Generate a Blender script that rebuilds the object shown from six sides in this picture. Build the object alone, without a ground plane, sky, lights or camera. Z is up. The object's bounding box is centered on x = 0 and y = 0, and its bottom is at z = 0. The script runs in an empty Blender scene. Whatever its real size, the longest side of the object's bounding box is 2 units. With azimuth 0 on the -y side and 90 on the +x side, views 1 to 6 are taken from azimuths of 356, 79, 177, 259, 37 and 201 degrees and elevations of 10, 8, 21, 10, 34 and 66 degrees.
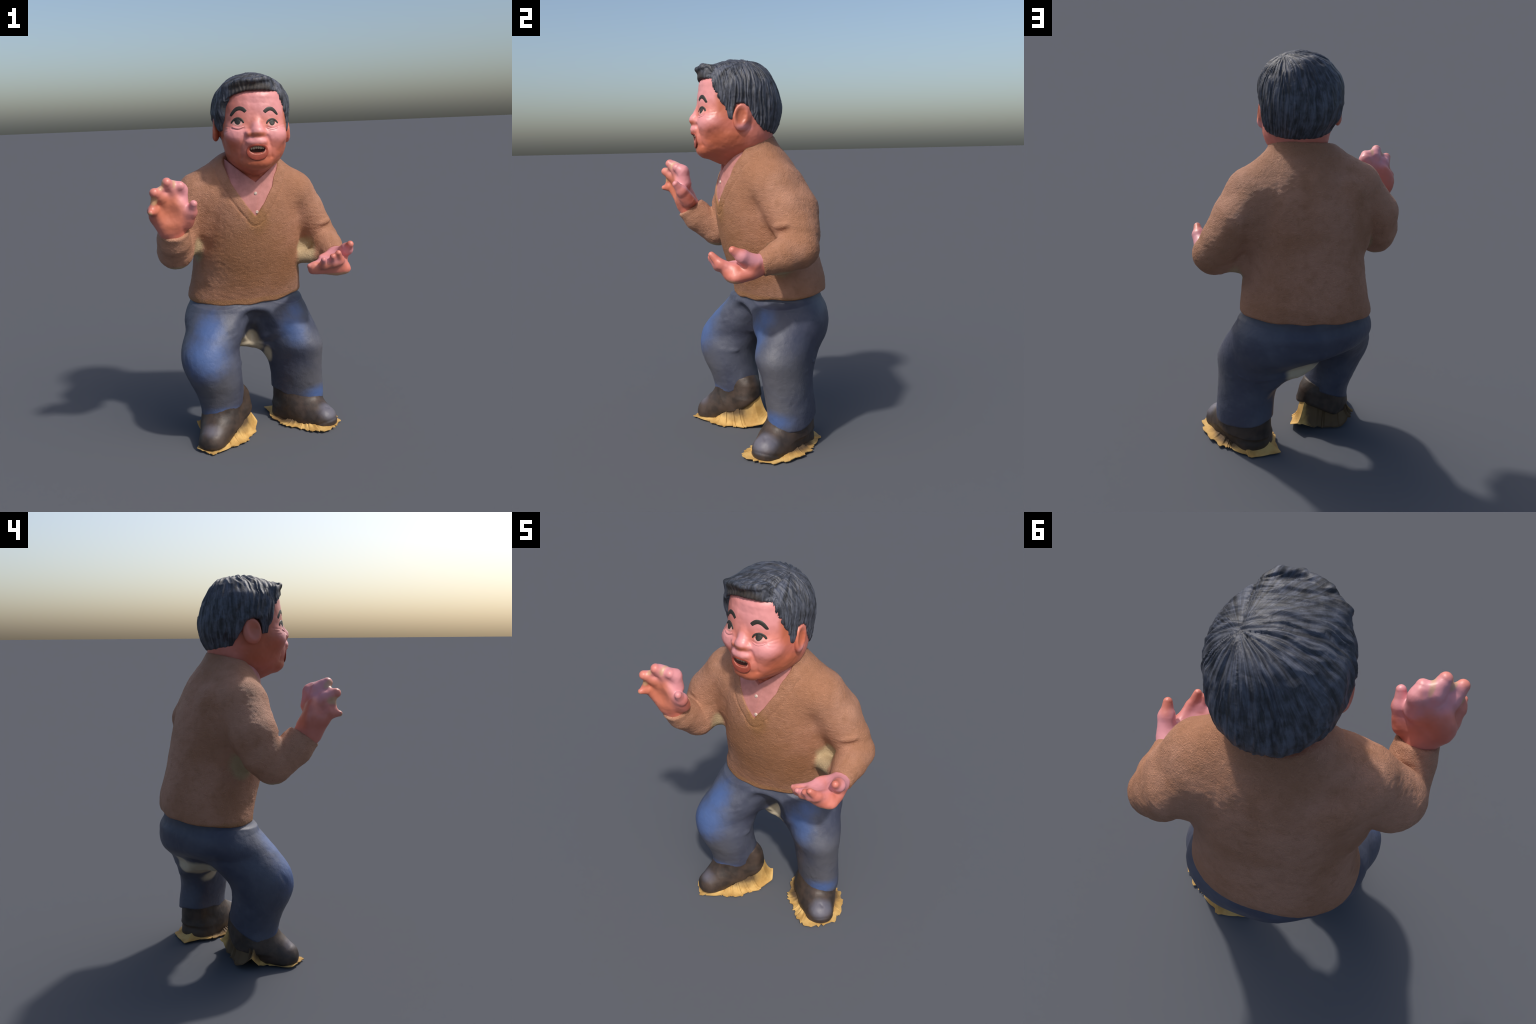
import bpy, math, random
import numpy as np
from mathutils import Vector

random.seed(7)
rng = np.random.default_rng(7)

# ------------------------------------------------------------------ fields
# The body is sculpted from signed distance fields: lofted sections, tapered
# capsules and ellipsoids, blended softly and meshed with surface nets.


def smin(a, b, k):
    h = np.clip(0.5 + 0.5 * (b - a) / k, 0, 1)
    return b + (a - b) * h - k * h * (1 - h)


def smax(a, b, k):
    return -smin(-a, -b, k)


def rcone(P, a, b, ra, rb):
    a, b = np.array(a, float), np.array(b, float)
    ab = b - a
    t = np.clip((P - a) @ ab / (ab @ ab), 0, 1)
    return np.linalg.norm(P - a - t[:, None] * ab, axis=1) - (ra + (rb - ra) * t)


def chain(P, pts, k):
    d = None
    for (a, ra), (b, rb) in zip(pts[:-1], pts[1:]):
        e = rcone(P, a, b, ra, rb)
        d = e if d is None else smin(d, e, k)
    return d


def rot(ax, deg):
    c, s = math.cos(math.radians(deg)), math.sin(math.radians(deg))
    return np.array({"x": [[1, 0, 0], [0, c, -s], [0, s, c]], "y": [[c, 0, s], [0, 1, 0], [-s, 0, c]], "z": [[c, -s, 0], [s, c, 0], [0, 0, 1]]}[ax])


def ell(P, c, r, R=None):
    q = P - np.array(c, float)
    if R is not None:
        q = q @ R
    r = np.array(r, float)
    k0 = np.linalg.norm(q / r, axis=1)
    k1 = np.linalg.norm(q / (r * r), axis=1) + 1e-9
    return k0 * (k0 - 1) / k1


def smoothtable(rows):
    """cubic (Catmull-Rom) interpolation of section rows keyed on the first column"""
    rows = np.array(rows, float)
    z = rows[:, 0]
    m = np.gradient(rows[:, 1:], z, axis=0)
    zz = np.linspace(z[0], z[-1], 300)
    i = np.clip(np.searchsorted(z, zz, side="right") - 1, 0, len(z) - 2)
    h = (z[i + 1] - z[i])[:, None]
    t = ((zz - z[i]) / (z[i + 1] - z[i]))[:, None]
    v0, v1, m0, m1 = rows[i, 1:], rows[i + 1, 1:], m[i], m[i + 1]
    out = (2 * t**3 - 3 * t**2 + 1) * v0 + (t**3 - 2 * t**2 + t) * h * m0 + (-2 * t**3 + 3 * t**2) * v1 + (t**3 - t**2) * h * m1
    return zz, out


def loft(P, table, p=2.0, cy=None):
    """solid with superelliptic horizontal sections; rows are z, x0, x1, y0, y1"""
    zz, T = table
    x0, x1, y0, y1 = (np.interp(P[:, 2], zz, T[:, k]) for k in range(4))
    cx, rx = (x0 + x1) / 2, np.maximum((x1 - x0) / 2, 0.004)
    c = (y0 + y1) / 2 if cy is None else np.full_like(cx, cy)
    dy = P[:, 1] - c
    ry = np.maximum(np.where(dy < 0, c - y0, y1 - c), 0.004)
    f = ((np.abs((P[:, 0] - cx) / rx) ** p + np.abs(dy / ry) ** p) ** (1 / p) - 1) * np.minimum(rx, ry)
    return np.maximum(f, np.maximum(zz[0] - P[:, 2], P[:, 2] - zz[-1]))


def rloft(P, table, p=2.0, p_back=None):
    """solid with turned elliptic sections; rows are z, cx, cy, rx, ry, turn in degrees"""
    zz, T = table
    cx, cy, rx, ry, psi = (np.interp(P[:, 2], zz, T[:, k]) for k in range(5))
    dx, dy = P[:, 0] - cx, P[:, 1] - cy
    if T.shape[1] > 5:  # the back may be turned less than the front
        back = np.interp(P[:, 2], zz, T[:, 5])
        psi = back + (psi - back) * (0.5 - 0.5 * np.tanh(dy / 0.07))
    a = np.radians(psi)
    u = np.abs((np.cos(a) * dx + np.sin(a) * dy) / rx)
    v = np.abs((np.cos(a) * dy - np.sin(a) * dx) / ry)
    if p_back is not None:  # fuller or leaner curve behind than in front
        p = p + (p_back - p) * (0.5 + 0.5 * np.tanh(dy / 0.07))
    f = ((u**p + v**p) ** (1 / p) - 1) * np.minimum(rx, ry)
    return np.maximum(f, np.maximum(zz[0] - P[:, 2], P[:, 2] - zz[-1]))


def hash3(i, j, k, seed):
    h = (i * 374761393 + j * 668265263 + k * 1274126177 + seed * 974634777) & 0xFFFFFFFF
    h = ((h ^ (h >> 13)) * 1103515245) & 0xFFFFFFFF
    return ((h ^ (h >> 16)) & 0xFFFF) / 32767.5 - 1


def noise(P, seed=0):
    """value noise on integer lattice, -1..1"""
    I = np.floor(P).astype(np.int64)
    f = P - I
    f = f * f * (3 - 2 * f)
    out = 0
    for a in (0, 1):
        for b in (0, 1):
            for c in (0, 1):
                w = (f[:, 0] if a else 1 - f[:, 0]) * (f[:, 1] if b else 1 - f[:, 1]) * (f[:, 2] if c else 1 - f[:, 2])
                out = out + w * hash3(I[:, 0] + a, I[:, 1] + b, I[:, 2] + c, seed)
    return out


def fbm(P, freq, octaves=3, seed=0):
    out, amp = 0, 1
    for o in range(octaves):
        out = out + amp * noise(P * freq * 2**o + 17.3 * o, seed + o)
        amp *= 0.5
    return out


# --------------------------------------------------------------- meshing
def grad(f, P, e=0.0015):
    k = np.array([[1, -1, -1], [-1, -1, 1], [-1, 1, -1], [1, 1, 1]], float)
    g = sum(k[i] * f(P + e * k[i])[:, None] for i in range(4))
    return g / (4 * e)


def mesh_field(f, lo, hi, h, steps=3):
    lo, hi = np.array(lo, float), np.array(hi, float)
    s = 4
    nc = np.ceil((hi - lo) / (h * s)).astype(int)
    n = nc * s
    ax = [lo[i] + (np.arange(nc[i]) * s + (s - 1) / 2) * h for i in range(3)]
    C = np.stack(np.meshgrid(*ax, indexing="ij"), -1).reshape(-1, 3)
    Fc = f(C).reshape(nc)
    near = np.abs(Fc) < h * s * 2.2
    F = np.repeat(np.repeat(np.repeat(np.where(Fc > 0, 1.0, -1.0), s, 0), s, 1), s, 2)
    M = np.repeat(np.repeat(np.repeat(near, s, 0), s, 1), s, 2)
    idx = np.argwhere(M)
    F[M] = f(lo + idx * h)
    F[0], F[-1], F[:, 0], F[:, -1], F[:, :, 0], F[:, :, -1] = 1, 1, 1, 1, 1, 1
    S = F < 0
    n = np.array(F.shape)
    cell = np.zeros(n - 1, int)
    for a in (0, 1):
        for b in (0, 1):
            for c in (0, 1):
                cell += S[a : n[0] - 1 + a, b : n[1] - 1 + b, c : n[2] - 1 + c]
    act = (cell > 0) & (cell < 8)
    ci = np.argwhere(act)
    vid = -np.ones(n - 1, int)
    vid[act] = np.arange(len(ci))
    acc, cnt = np.zeros((len(ci), 3)), np.zeros(len(ci))
    corners = [(a, b, c) for a in (0, 1) for b in (0, 1) for c in (0, 1)]
    for p in corners:
        for q in corners:
            if sum(q) == sum(p) + 1 and all(q[i] >= p[i] for i in range(3)):
                A, B = ci + p, ci + q
                fa, fb = F[tuple(A.T)], F[tuple(B.T)]
                m = (fa < 0) != (fb < 0)
                t = np.where(m, fa / np.where(fa == fb, 1, fa - fb), 0)[:, None]
                acc += np.where(m[:, None], A + t * (B - A), 0)
                cnt += m
    V = lo + h * acc / cnt[:, None]
    quads = []
    for d in range(3):
        e = np.eye(3, dtype=int)[d]
        A = S[: n[0] - e[0], : n[1] - e[1], : n[2] - e[2]]
        B = S[e[0] :, e[1] :, e[2] :]
        E = np.argwhere(A != B)
        u, w = (d + 1) % 3, (d + 2) % 3
        E = E[(E[:, u] > 0) & (E[:, w] > 0) & (E[:, u] < n[u] - 1) & (E[:, w] < n[w] - 1)]
        U, W = np.eye(3, dtype=int)[u], np.eye(3, dtype=int)[w]
        q = np.stack([vid[tuple((E - U - W).T)], vid[tuple((E - W).T)], vid[tuple(E.T)], vid[tuple((E - U).T)]], 1)
        flip = ~S[tuple(E.T)]
        q[flip] = q[flip][:, ::-1]
        quads.append(q)
    Q = np.concatenate(quads)
    Q = Q[(Q >= 0).all(1)]
    for _ in range(steps):
        g = grad(f, V)
        L = (g * g).sum(1) + 1e-4
        st = -(f(V) / L)[:, None] * g
        ln = np.linalg.norm(st, axis=1, keepdims=True)
        V = V + st * np.minimum(1, 0.5 * h / np.maximum(ln, 1e-9))
        # tangential relaxation keeps the quads even
    for _ in range(2):
        acc, cnt = np.zeros_like(V), np.zeros(len(V))
        for k in range(4):
            np.add.at(acc, Q[:, k], V[Q[:, (k + 1) % 4]] + V[Q[:, k - 1]])
            np.add.at(cnt, Q[:, k], 2)
        M_ = acc / np.maximum(cnt, 1)[:, None]
        g = grad(f, V)
        nrm = g / (np.linalg.norm(g, axis=1, keepdims=True) + 1e-9)
        d = M_ - V
        V = V + 0.5 * (d - (d * nrm).sum(1, keepdims=True) * nrm)
    return V, Q


def vnormals(V, Q):
    a = V[Q[:, 2]] - V[Q[:, 0]]
    b = V[Q[:, 3]] - V[Q[:, 1]]
    fn = np.cross(a, b)
    N = np.zeros_like(V)
    for k in range(4):
        np.add.at(N, Q[:, k], fn)
    return N / (np.linalg.norm(N, axis=1, keepdims=True) + 1e-12)


ROOT = bpy.data.objects.new("man_figurine", None)
bpy.context.scene.collection.objects.link(ROOT)
ROOT["label"] = "painted clay figurine of a startled man in brown sweater and jeans"
ROOT["category"] = "figurine"


def add(name, V, faces, mat, normals=None, parent=ROOT, smooth=True):
    me = bpy.data.meshes.new(name)
    me.from_pydata([tuple(v) for v in V], [], [tuple(int(i) for i in q) for q in faces])
    me.materials.append(mat)
    if smooth:
        me.polygons.foreach_set("use_smooth", [True] * len(me.polygons))
    me.update()
    if normals is not None:
        me.normals_split_custom_set_from_vertices([tuple(x) for x in normals])
    ob = bpy.data.objects.new(name, me)
    bpy.context.scene.collection.objects.link(ob)
    ob.parent = parent
    return ob


def split(V, Q, label, parts):
    """one smooth surface cut into named parts that share border vertices and normals"""
    N = vnormals(V, Q)
    out = {}
    for key, (name, mat, parent) in parts.items():
        q = Q[label == key]
        if not len(q):
            continue
        used, inv = np.unique(q.ravel(), return_inverse=True)
        par = out.get(parent, ROOT) if isinstance(parent, str) else ROOT
        out[key] = add(name, V[used], inv.reshape(-1, 4), mat, N[used], par)
    return out


# ------------------------------------------------------------- materials
class Mat:
    """tiny builder for procedural node materials on object coordinates"""

    def __init__(s, name, rough=0.6, spec=0.4):
        s.m = bpy.data.materials.new(name)
        s.m.use_nodes = True
        s.t = s.m.node_tree
        s.b = s.t.nodes["Principled BSDF"]
        s.b.inputs["Roughness"].default_value = rough
        s.b.inputs["Specular IOR Level"].default_value = spec
        s.co = s.n("ShaderNodeTexCoord").outputs["Object"]

    def n(s, kind, **kw):
        x = s.t.nodes.new(kind)
        for k, v in kw.items():
            setattr(x, k, v)
        return x

    def link(s, v, sock):
        if hasattr(v, "is_output"):
            s.t.links.new(v, sock)
        else:
            sock.default_value = v

    def math(s, op, a, b=0.0, clamp=False):
        x = s.n("ShaderNodeMath", operation=op, use_clamp=clamp)
        s.link(a, x.inputs[0])
        s.link(b, x.inputs[1])
        return x.outputs[0]

    def vec(s, op, a, b=(0, 0, 0)):
        x = s.n("ShaderNodeVectorMath", operation=op)
        s.link(a, x.inputs[0])
        s.link(b, x.inputs[1])
        return x.outputs["Value"] if op in ("LENGTH", "DOT_PRODUCT") else x.outputs["Vector"]

    def noise(s, scale, detail=3, rough=0.55, co=None, dist=0.0):
        x = s.n("ShaderNodeTexNoise")
        s.link(co if co is not None else s.co, x.inputs["Vector"])
        x.inputs["Scale"].default_value = scale
        x.inputs["Detail"].default_value = detail
        x.inputs["Roughness"].default_value = rough
        x.inputs["Distortion"].default_value = dist
        return x.outputs["Fac"]

    def step(s, v, a, b):
        x = s.n("ShaderNodeMapRange", interpolation_type="SMOOTHSTEP")
        s.link(v, x.inputs["Value"])
        x.inputs["From Min"].default_value = a
        x.inputs["From Max"].default_value = b
        return x.outputs["Result"]

    def blob(s, c, r, edge=0.6, wob=0.25, scale=14):
        """soft ellipsoidal patch, 1 inside; its edge wanders with noise"""
        d = s.vec("SUBTRACT", s.co, c)
        d = s.vec("DIVIDE", d, r)
        l = s.vec("LENGTH", d)
        if wob:
            w = s.math("MULTIPLY", s.math("SUBTRACT", s.noise(scale, 3), 0.5), wob * 2)
            l = s.math("ADD", l, w)
        return s.step(l, 1.0 + edge / 2, 1.0 - edge / 2)

    def many(s, blobs):
        out = None
        for b in blobs:
            v = s.blob(*b[:2], **(b[2] if len(b) > 2 else {}))
            out = v if out is None else s.math("MAXIMUM", out, v)
        return out

    def mix(s, a, b, f):
        x = s.n("ShaderNodeMix", data_type="RGBA")
        s.link(f, x.inputs["Factor"])
        for v, i in ((a, 6), (b, 7)):
            s.link((*v, 1) if isinstance(v, tuple) else v, x.inputs[i])
        return x.outputs[2]

    def sep(s):
        x = s.n("ShaderNodeSeparateXYZ")
        s.link(s.co, x.inputs[0])
        return x.outputs

    def scaled(s, v, co=None):
        return s.vec("MULTIPLY", co if co is not None else s.co, v)

    def bump(s, h, strength=0.3, dist=0.004):
        x = s.n("ShaderNodeBump")
        x.inputs["Strength"].default_value = strength
        x.inputs["Distance"].default_value = dist
        s.link(h, x.inputs["Height"])
        s.link(x.outputs[0], s.b.inputs["Normal"])

    def color(s, c):
        s.link((*c, 1) if isinstance(c, tuple) else c, s.b.inputs["Base Color"])
        return s.m

    def rough(s, v):
        s.link(v, s.b.inputs["Roughness"])


CREAM = (0.46, 0.39, 0.28)


def sweater_material():
    m = Mat("brown_wool_paint", 0.62, 0.35)
    big = m.noise(3.2, 4, 0.6)
    mid = m.noise(22, 4, 0.6)
    col = m.mix((0.37, 0.170, 0.092), (0.47, 0.235, 0.148), m.step(big, 0.35, 0.65))
    col = m.mix(col, (0.25, 0.105, 0.042), m.math("MULTIPLY", m.step(mid, 0.45, 0.75), 0.35))
    front_shade_tint = m.many([((0.0, -0.13, 1.02), (0.24, 0.12, 0.22), dict(edge=1.0)), ((0.15, -0.02, 0.95), (0.14, 0.13, 0.13), dict(edge=1.0))])  # belly colour darkened where the front gets less light than the shoulders
    col = m.mix(col, (0.27, 0.115, 0.045), m.math("MULTIPLY", front_shade_tint, 0.75))
    gold = m.many([((0.02, -0.15, 1.25), (0.06, 0.05, 0.07), dict(edge=0.9)), ((0.0, 0.16, 0.775), (0.6, 0.6, 0.02), dict(edge=1.0))])
    col = m.mix(col, (0.30, 0.14, 0.045), m.math("MULTIPLY", gold, 0.6))
    cream = m.many([
        ((0.305, 0.12, 1.0), (0.070, 0.11, 0.10), dict(edge=0.45)),
        ((-0.325, 0.0, 1.10), (0.055, 0.10, 0.10), dict(edge=0.45)),
        ((-0.41, -0.11, 0.985), (0.09, 0.10, 0.03), dict(edge=0.6)),
        ((0.40, 0.10, 0.945), (0.10, 0.12, 0.028), dict(edge=0.6)),
    ])
    col = m.mix(col, (0.46, 0.35, 0.20), m.math("MULTIPLY", cream, 0.9))
    fine = m.noise(150, 4, 0.7)
    wool = m.noise(1, 4, 0.65, co=m.scaled((115, 115, 165)), dist=1.4)
    col = m.mix(col, (0.52, 0.30, 0.18), m.math("MULTIPLY", m.step(wool, 0.55, 0.8), 0.35))
    curl = m.noise(1, 3, 0.6, co=m.scaled((62, 62, 85)), dist=2.2)
    h = m.math("ADD", m.math("MULTIPLY", wool, 0.9), m.math("MULTIPLY", fine, 0.4))
    m.bump(m.math("ADD", h, m.math("MULTIPLY", curl, 1.0)), 0.85, 0.0065)
    return m.color(col)


def skin_material(name, face=False):
    m = Mat(name, 0.42, 0.5)
    big = m.noise(9, 3)
    col = m.mix((0.52, 0.148, 0.100), (0.60, 0.195, 0.150), m.step(big, 0.35, 0.65))
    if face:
        pink = m.many([  # highlights on nose, cheeks and forehead painted in as lighter pink
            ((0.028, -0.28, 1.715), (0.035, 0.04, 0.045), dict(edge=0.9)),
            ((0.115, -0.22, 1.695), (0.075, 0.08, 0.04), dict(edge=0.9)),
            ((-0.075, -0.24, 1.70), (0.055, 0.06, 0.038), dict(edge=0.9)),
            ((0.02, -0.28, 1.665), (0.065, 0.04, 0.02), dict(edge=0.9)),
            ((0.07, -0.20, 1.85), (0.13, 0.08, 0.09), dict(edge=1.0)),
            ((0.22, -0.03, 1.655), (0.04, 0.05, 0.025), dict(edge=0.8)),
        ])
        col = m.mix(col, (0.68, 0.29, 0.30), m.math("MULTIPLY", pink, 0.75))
        bounce_tint = m.many([  # warm light bounced from below, baked into the skin colour
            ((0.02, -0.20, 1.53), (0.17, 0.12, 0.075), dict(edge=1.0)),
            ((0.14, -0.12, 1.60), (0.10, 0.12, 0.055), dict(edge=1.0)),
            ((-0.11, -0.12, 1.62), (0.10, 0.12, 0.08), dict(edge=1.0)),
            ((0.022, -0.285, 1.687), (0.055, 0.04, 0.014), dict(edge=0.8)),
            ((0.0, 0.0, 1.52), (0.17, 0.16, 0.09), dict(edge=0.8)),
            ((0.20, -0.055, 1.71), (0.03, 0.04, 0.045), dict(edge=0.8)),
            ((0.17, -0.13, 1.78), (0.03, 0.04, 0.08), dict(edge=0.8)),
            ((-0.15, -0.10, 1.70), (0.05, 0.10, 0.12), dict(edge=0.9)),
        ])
        col = m.mix(col, (0.45, 0.118, 0.055), m.math("MULTIPLY", bounce_tint, 0.85))
    else:
        pink = m.many([
            ((0.47, -0.08, 1.05), (0.10, 0.12, 0.04), dict(edge=0.8)),
            ((0.36, -0.17, 1.01), (0.10, 0.10, 0.05), dict(edge=0.8)),
            ((-0.34, -0.31, 1.40), (0.06, 0.09, 0.10), dict(edge=0.8)),
            ((-0.44, -0.33, 1.45), (0.10, 0.06, 0.06), dict(edge=0.8)),
        ])
        col = m.mix(col, (0.66, 0.29, 0.33), m.math("MULTIPLY", pink, 0.8))
        red = m.many([((-0.42, -0.38, 1.31), (0.08, 0.06, 0.13), dict(edge=0.9)), ((0.36, -0.21, 0.985), (0.09, 0.05, 0.035), dict(edge=0.8))])
        col = m.mix(col, (0.55, 0.17, 0.09), m.math("MULTIPLY", red, 0.75))
        yellow = m.many([
            ((0.44, -0.165, 0.928), (0.10, 0.05, 0.014), dict(edge=0.8)),
            ((-0.405, -0.335, 1.462), (0.014, 0.04, 0.025), dict(edge=0.5)),
            ((-0.505, -0.385, 1.395), (0.02, 0.04, 0.025), dict(edge=0.5)),
            ((-0.465, -0.385, 1.468), (0.016, 0.04, 0.03), dict(edge=0.5)),
            ((-0.525, -0.42, 1.32), (0.02, 0.02, 0.02), dict(edge=0.5)),
        ])
        col = m.mix(col, (0.46, 0.33, 0.16), m.math("MULTIPLY", yellow, 0.6))
    g = m.noise(90, 4, 0.6)
    m.bump(g, 0.22, 0.003)
    return m.color(col)


def jeans_material():
    m = Mat("blue_jeans_paint", 0.5, 0.4)
    big = m.noise(5, 4, 0.6)
    col = m.mix((0.045, 0.050, 0.080), (0.070, 0.077, 0.108), m.step(big, 0.35, 0.65))
    soft = dict(edge=1.5, wob=0.35, scale=26)
    grey = m.many([
        ((-0.24, -0.20, 0.32), (0.10, 0.12, 0.13), soft),
        ((0.36, 0.08, 0.40), (0.07, 0.15, 0.13), soft),
        ((0.32, 0.05, 0.27), (0.11, 0.12, 0.10), soft),
    ])
    col = m.mix(col, (0.098, 0.096, 0.106), m.math("MULTIPLY", grey, 0.75))
    blue = m.many([
        ((-0.290, -0.20, 0.530), (0.10, 0.12, 0.11), soft),
        ((-0.265, -0.13, 0.635), (0.07, 0.10, 0.10), soft),
        ((0.215, -0.045, 0.600), (0.075, 0.09, 0.09), soft),
        ((0.235, -0.02, 0.685), (0.05, 0.10, 0.05), soft),
        ((0.355, 0.04, 0.180), (0.07, 0.09, 0.04), soft),
        ((-0.215, -0.155, 0.165), (0.08, 0.07, 0.04), soft),
            ])
    col = m.mix(col, (0.058, 0.115, 0.29), m.math("MULTIPLY", blue, 0.75))
    cream = m.many([
        ((-0.040, 0.205, 0.490), (0.105, 0.16, 0.085), dict(edge=0.35, wob=0.15)),
        ((0.07, 0.14, 0.43), (0.025, 0.07, 0.07), dict(edge=0.6)),
        ((-0.07, 0.06, 0.30), (0.03, 0.05, 0.07), dict(edge=0.6)),
    ])
    col = m.mix(col, CREAM, cream)
    weave = m.noise(160, 4, 0.7)
    lump = m.noise(30, 4, 0.6)
    col = m.mix(col, (0.11, 0.115, 0.15), m.math("MULTIPLY", m.step(lump, 0.55, 0.8), 0.25))
    m.bump(m.math("ADD", weave, m.math("MULTIPLY", lump, 2.0)), 0.25, 0.004)
    return m.color(col)


def hair_material():
    m = Mat("black_hair_paint", 0.55, 0.4)
    x = m.sep()
    dx, dy = m.math("SUBTRACT", x[0], 0.1), m.math("SUBTRACT", x[1], 0.0)
    ang = m.math("ARCTAN2", dy, dx)
    v = m.n("ShaderNodeCombineXYZ")
    m.link(m.math("MULTIPLY", ang, 16.0), v.inputs[0])
    m.link(m.math("MULTIPLY", x[2], 9.0), v.inputs[1])
    streak = m.noise(1.0, 4, 0.65, co=v.outputs[0], dist=0.6)
    g = m.noise(30, 4, 0.6)
    f = m.math("ADD", m.math("MULTIPLY", streak, 0.65), m.math("MULTIPLY", g, 0.35))
    col = m.mix((0.020, 0.021, 0.025), (0.090, 0.099, 0.130), m.step(f, 0.38, 0.66))  # dark end lowered for shaded sides and strand shadows, light end tinted sky-blue
    fringe = m.many([((-0.02, -0.25, 1.915), (0.19, 0.04, 0.035), dict(edge=0.6))])
    col = m.mix(col, (0.042, 0.032, 0.024), m.math("MULTIPLY", fringe, 0.8))
    m.bump(m.noise(170, 3, 0.6), 0.3, 0.003)
    return m.color(col)


def shoe_material():
    m = Mat("brown_shoe_paint", 0.5, 0.4)
    g = m.noise(14, 4, 0.6)
    col = m.mix((0.030, 0.022, 0.018), (0.060, 0.040, 0.030), m.step(g, 0.35, 0.65))
    painted_shine = m.many([((0.395, -0.01, 0.085), (0.06, 0.06, 0.045), dict(edge=0.9)), ((-0.275, -0.20, 0.095), (0.05, 0.05, 0.035), dict(edge=0.9))])  # glossy toe highlights drawn as blue-grey colour patches
    col = m.mix(col, (0.13, 0.125, 0.155), m.math("MULTIPLY", painted_shine, 0.8))
    m.bump(m.noise(60, 4, 0.6), 0.25, 0.004)
    return m.color(col)


def plain(name, a, b, scale=20, rough=0.6, spec=0.4, bump=0.2):
    m = Mat(name, rough, spec)
    m.bump(m.noise(scale * 4, 3), bump, 0.003)
    return m.color(m.mix(a, b, m.step(m.noise(scale, 3), 0.3, 0.7)))


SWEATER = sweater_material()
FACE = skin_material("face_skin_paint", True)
HAND = skin_material("hand_skin_paint")
JEANS = jeans_material()
HAIR = hair_material()
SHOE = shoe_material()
SHIRT = plain("pink_shirt_paint", (0.42, 0.17, 0.15), (0.52, 0.22, 0.20), 25)
BUTTON = plain("button_paint", (0.55, 0.42, 0.34), (0.62, 0.50, 0.42), 60)
INK = plain("dark_brow_paint", (0.022, 0.020, 0.016), (0.035, 0.03, 0.024), 60, 0.5)
WHITE = plain("eye_white_paint", (0.58, 0.27, 0.23), (0.66, 0.35, 0.31), 60, 0.4)
LIP = plain("red_lip_paint", (0.30, 0.060, 0.038), (0.38, 0.080, 0.050), 40, 0.4)
TOOTH = plain("tooth_paint", (0.46, 0.34, 0.23), (0.54, 0.42, 0.30), 60, 0.35)
MOUTH = plain("mouth_inside_paint", (0.10, 0.038, 0.03), (0.14, 0.05, 0.04), 40, 0.5)


def base_material():
    m = Mat("torn_tan_base", 0.7, 0.2)
    col = m.mix((0.42, 0.24, 0.07), (0.62, 0.40, 0.14), m.step(m.noise(12, 3), 0.3, 0.7))
    dark = m.many([
        ((0.24, 0.14, 0.06), (0.185, 0.155, 0.08), dict(edge=0.35)), ((0.37, 0.01, 0.05), (0.085, 0.085, 0.06), dict(edge=0.3)),
        ((-0.205, -0.045, 0.095), (0.150, 0.125, 0.095), dict(edge=0.45)), ((-0.25, 0.055, 0.08), (0.165, 0.085, 0.14), dict(edge=0.3)), ((-0.28, -0.19, 0.04), (0.08, 0.09, 0.06), dict(edge=0.3)),
    ])
    col = m.mix(col, (0.06, 0.04, 0.028), m.math("MULTIPLY", dark, 0.9))
    m.bump(m.noise(50, 3), 0.25, 0.004)
    return m.color(col)


TAN = base_material()

# ------------------------------------------------------------------ head
NX = 0.018
HEAD_T = smoothtable([
    (1.475, NX - 0.035, NX + 0.035, -0.14, 0.06),
    (1.490, NX - 0.055, NX + 0.055, -0.175, 0.09),
    (1.51, NX - 0.082, NX + 0.085, -0.212, 0.10),
    (1.54, NX - 0.117, NX + 0.124, -0.246, 0.11),
    (1.57, NX - 0.136, NX + 0.148, -0.256, 0.118),
    (1.61, NX - 0.152, NX + 0.166, -0.260, 0.13),
    (1.66, NX - 0.165, NX + 0.172, -0.260, 0.150),
    (1.70, NX - 0.173, NX + 0.175, -0.258, 0.162),
    (1.75, NX - 0.173, NX + 0.175, -0.252, 0.168),
    (1.80, NX - 0.172, NX + 0.176, -0.247, 0.166),
    (1.85, NX - 0.166, NX + 0.172, -0.240, 0.155),
    (1.90, NX - 0.150, NX + 0.158, -0.226, 0.130),
    (1.94, NX - 0.118, NX + 0.122, -0.170, 0.095),
    (1.965, NX - 0.060, NX + 0.06, -0.09, 0.04),
])


def groove(P, pts, w, depth):
    """a pressed line along a polyline in the x-z plane of the face"""
    d = None
    for a, b in zip(pts[:-1], pts[1:]):
        a, b = np.array(a), np.array(b)
        q = P[:, [0, 2]]
        ab = b - a
        t = np.clip((q - a) @ ab / (ab @ ab), 0, 1)
        e = np.linalg.norm(q - a - t[:, None] * ab, axis=1)
        d = e if d is None else np.minimum(d, e)
    return depth * np.exp(-((d / w) ** 2))


def ear(P, s):
    c = np.array([0.194, -0.046, 1.707]) if s > 0 else np.array([-0.178, -0.056, 1.722])
    R = rot("z", s * 14) @ rot("x", -12)
    body = ell(P, c, (0.022, 0.047, 0.070 if s > 0 else 0.066), R)
    bowl = ell(P, c + [s * 0.026, -0.010, 0.008], (0.021, 0.030, 0.050), R)
    return smax(body, -bowl, 0.012)


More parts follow.
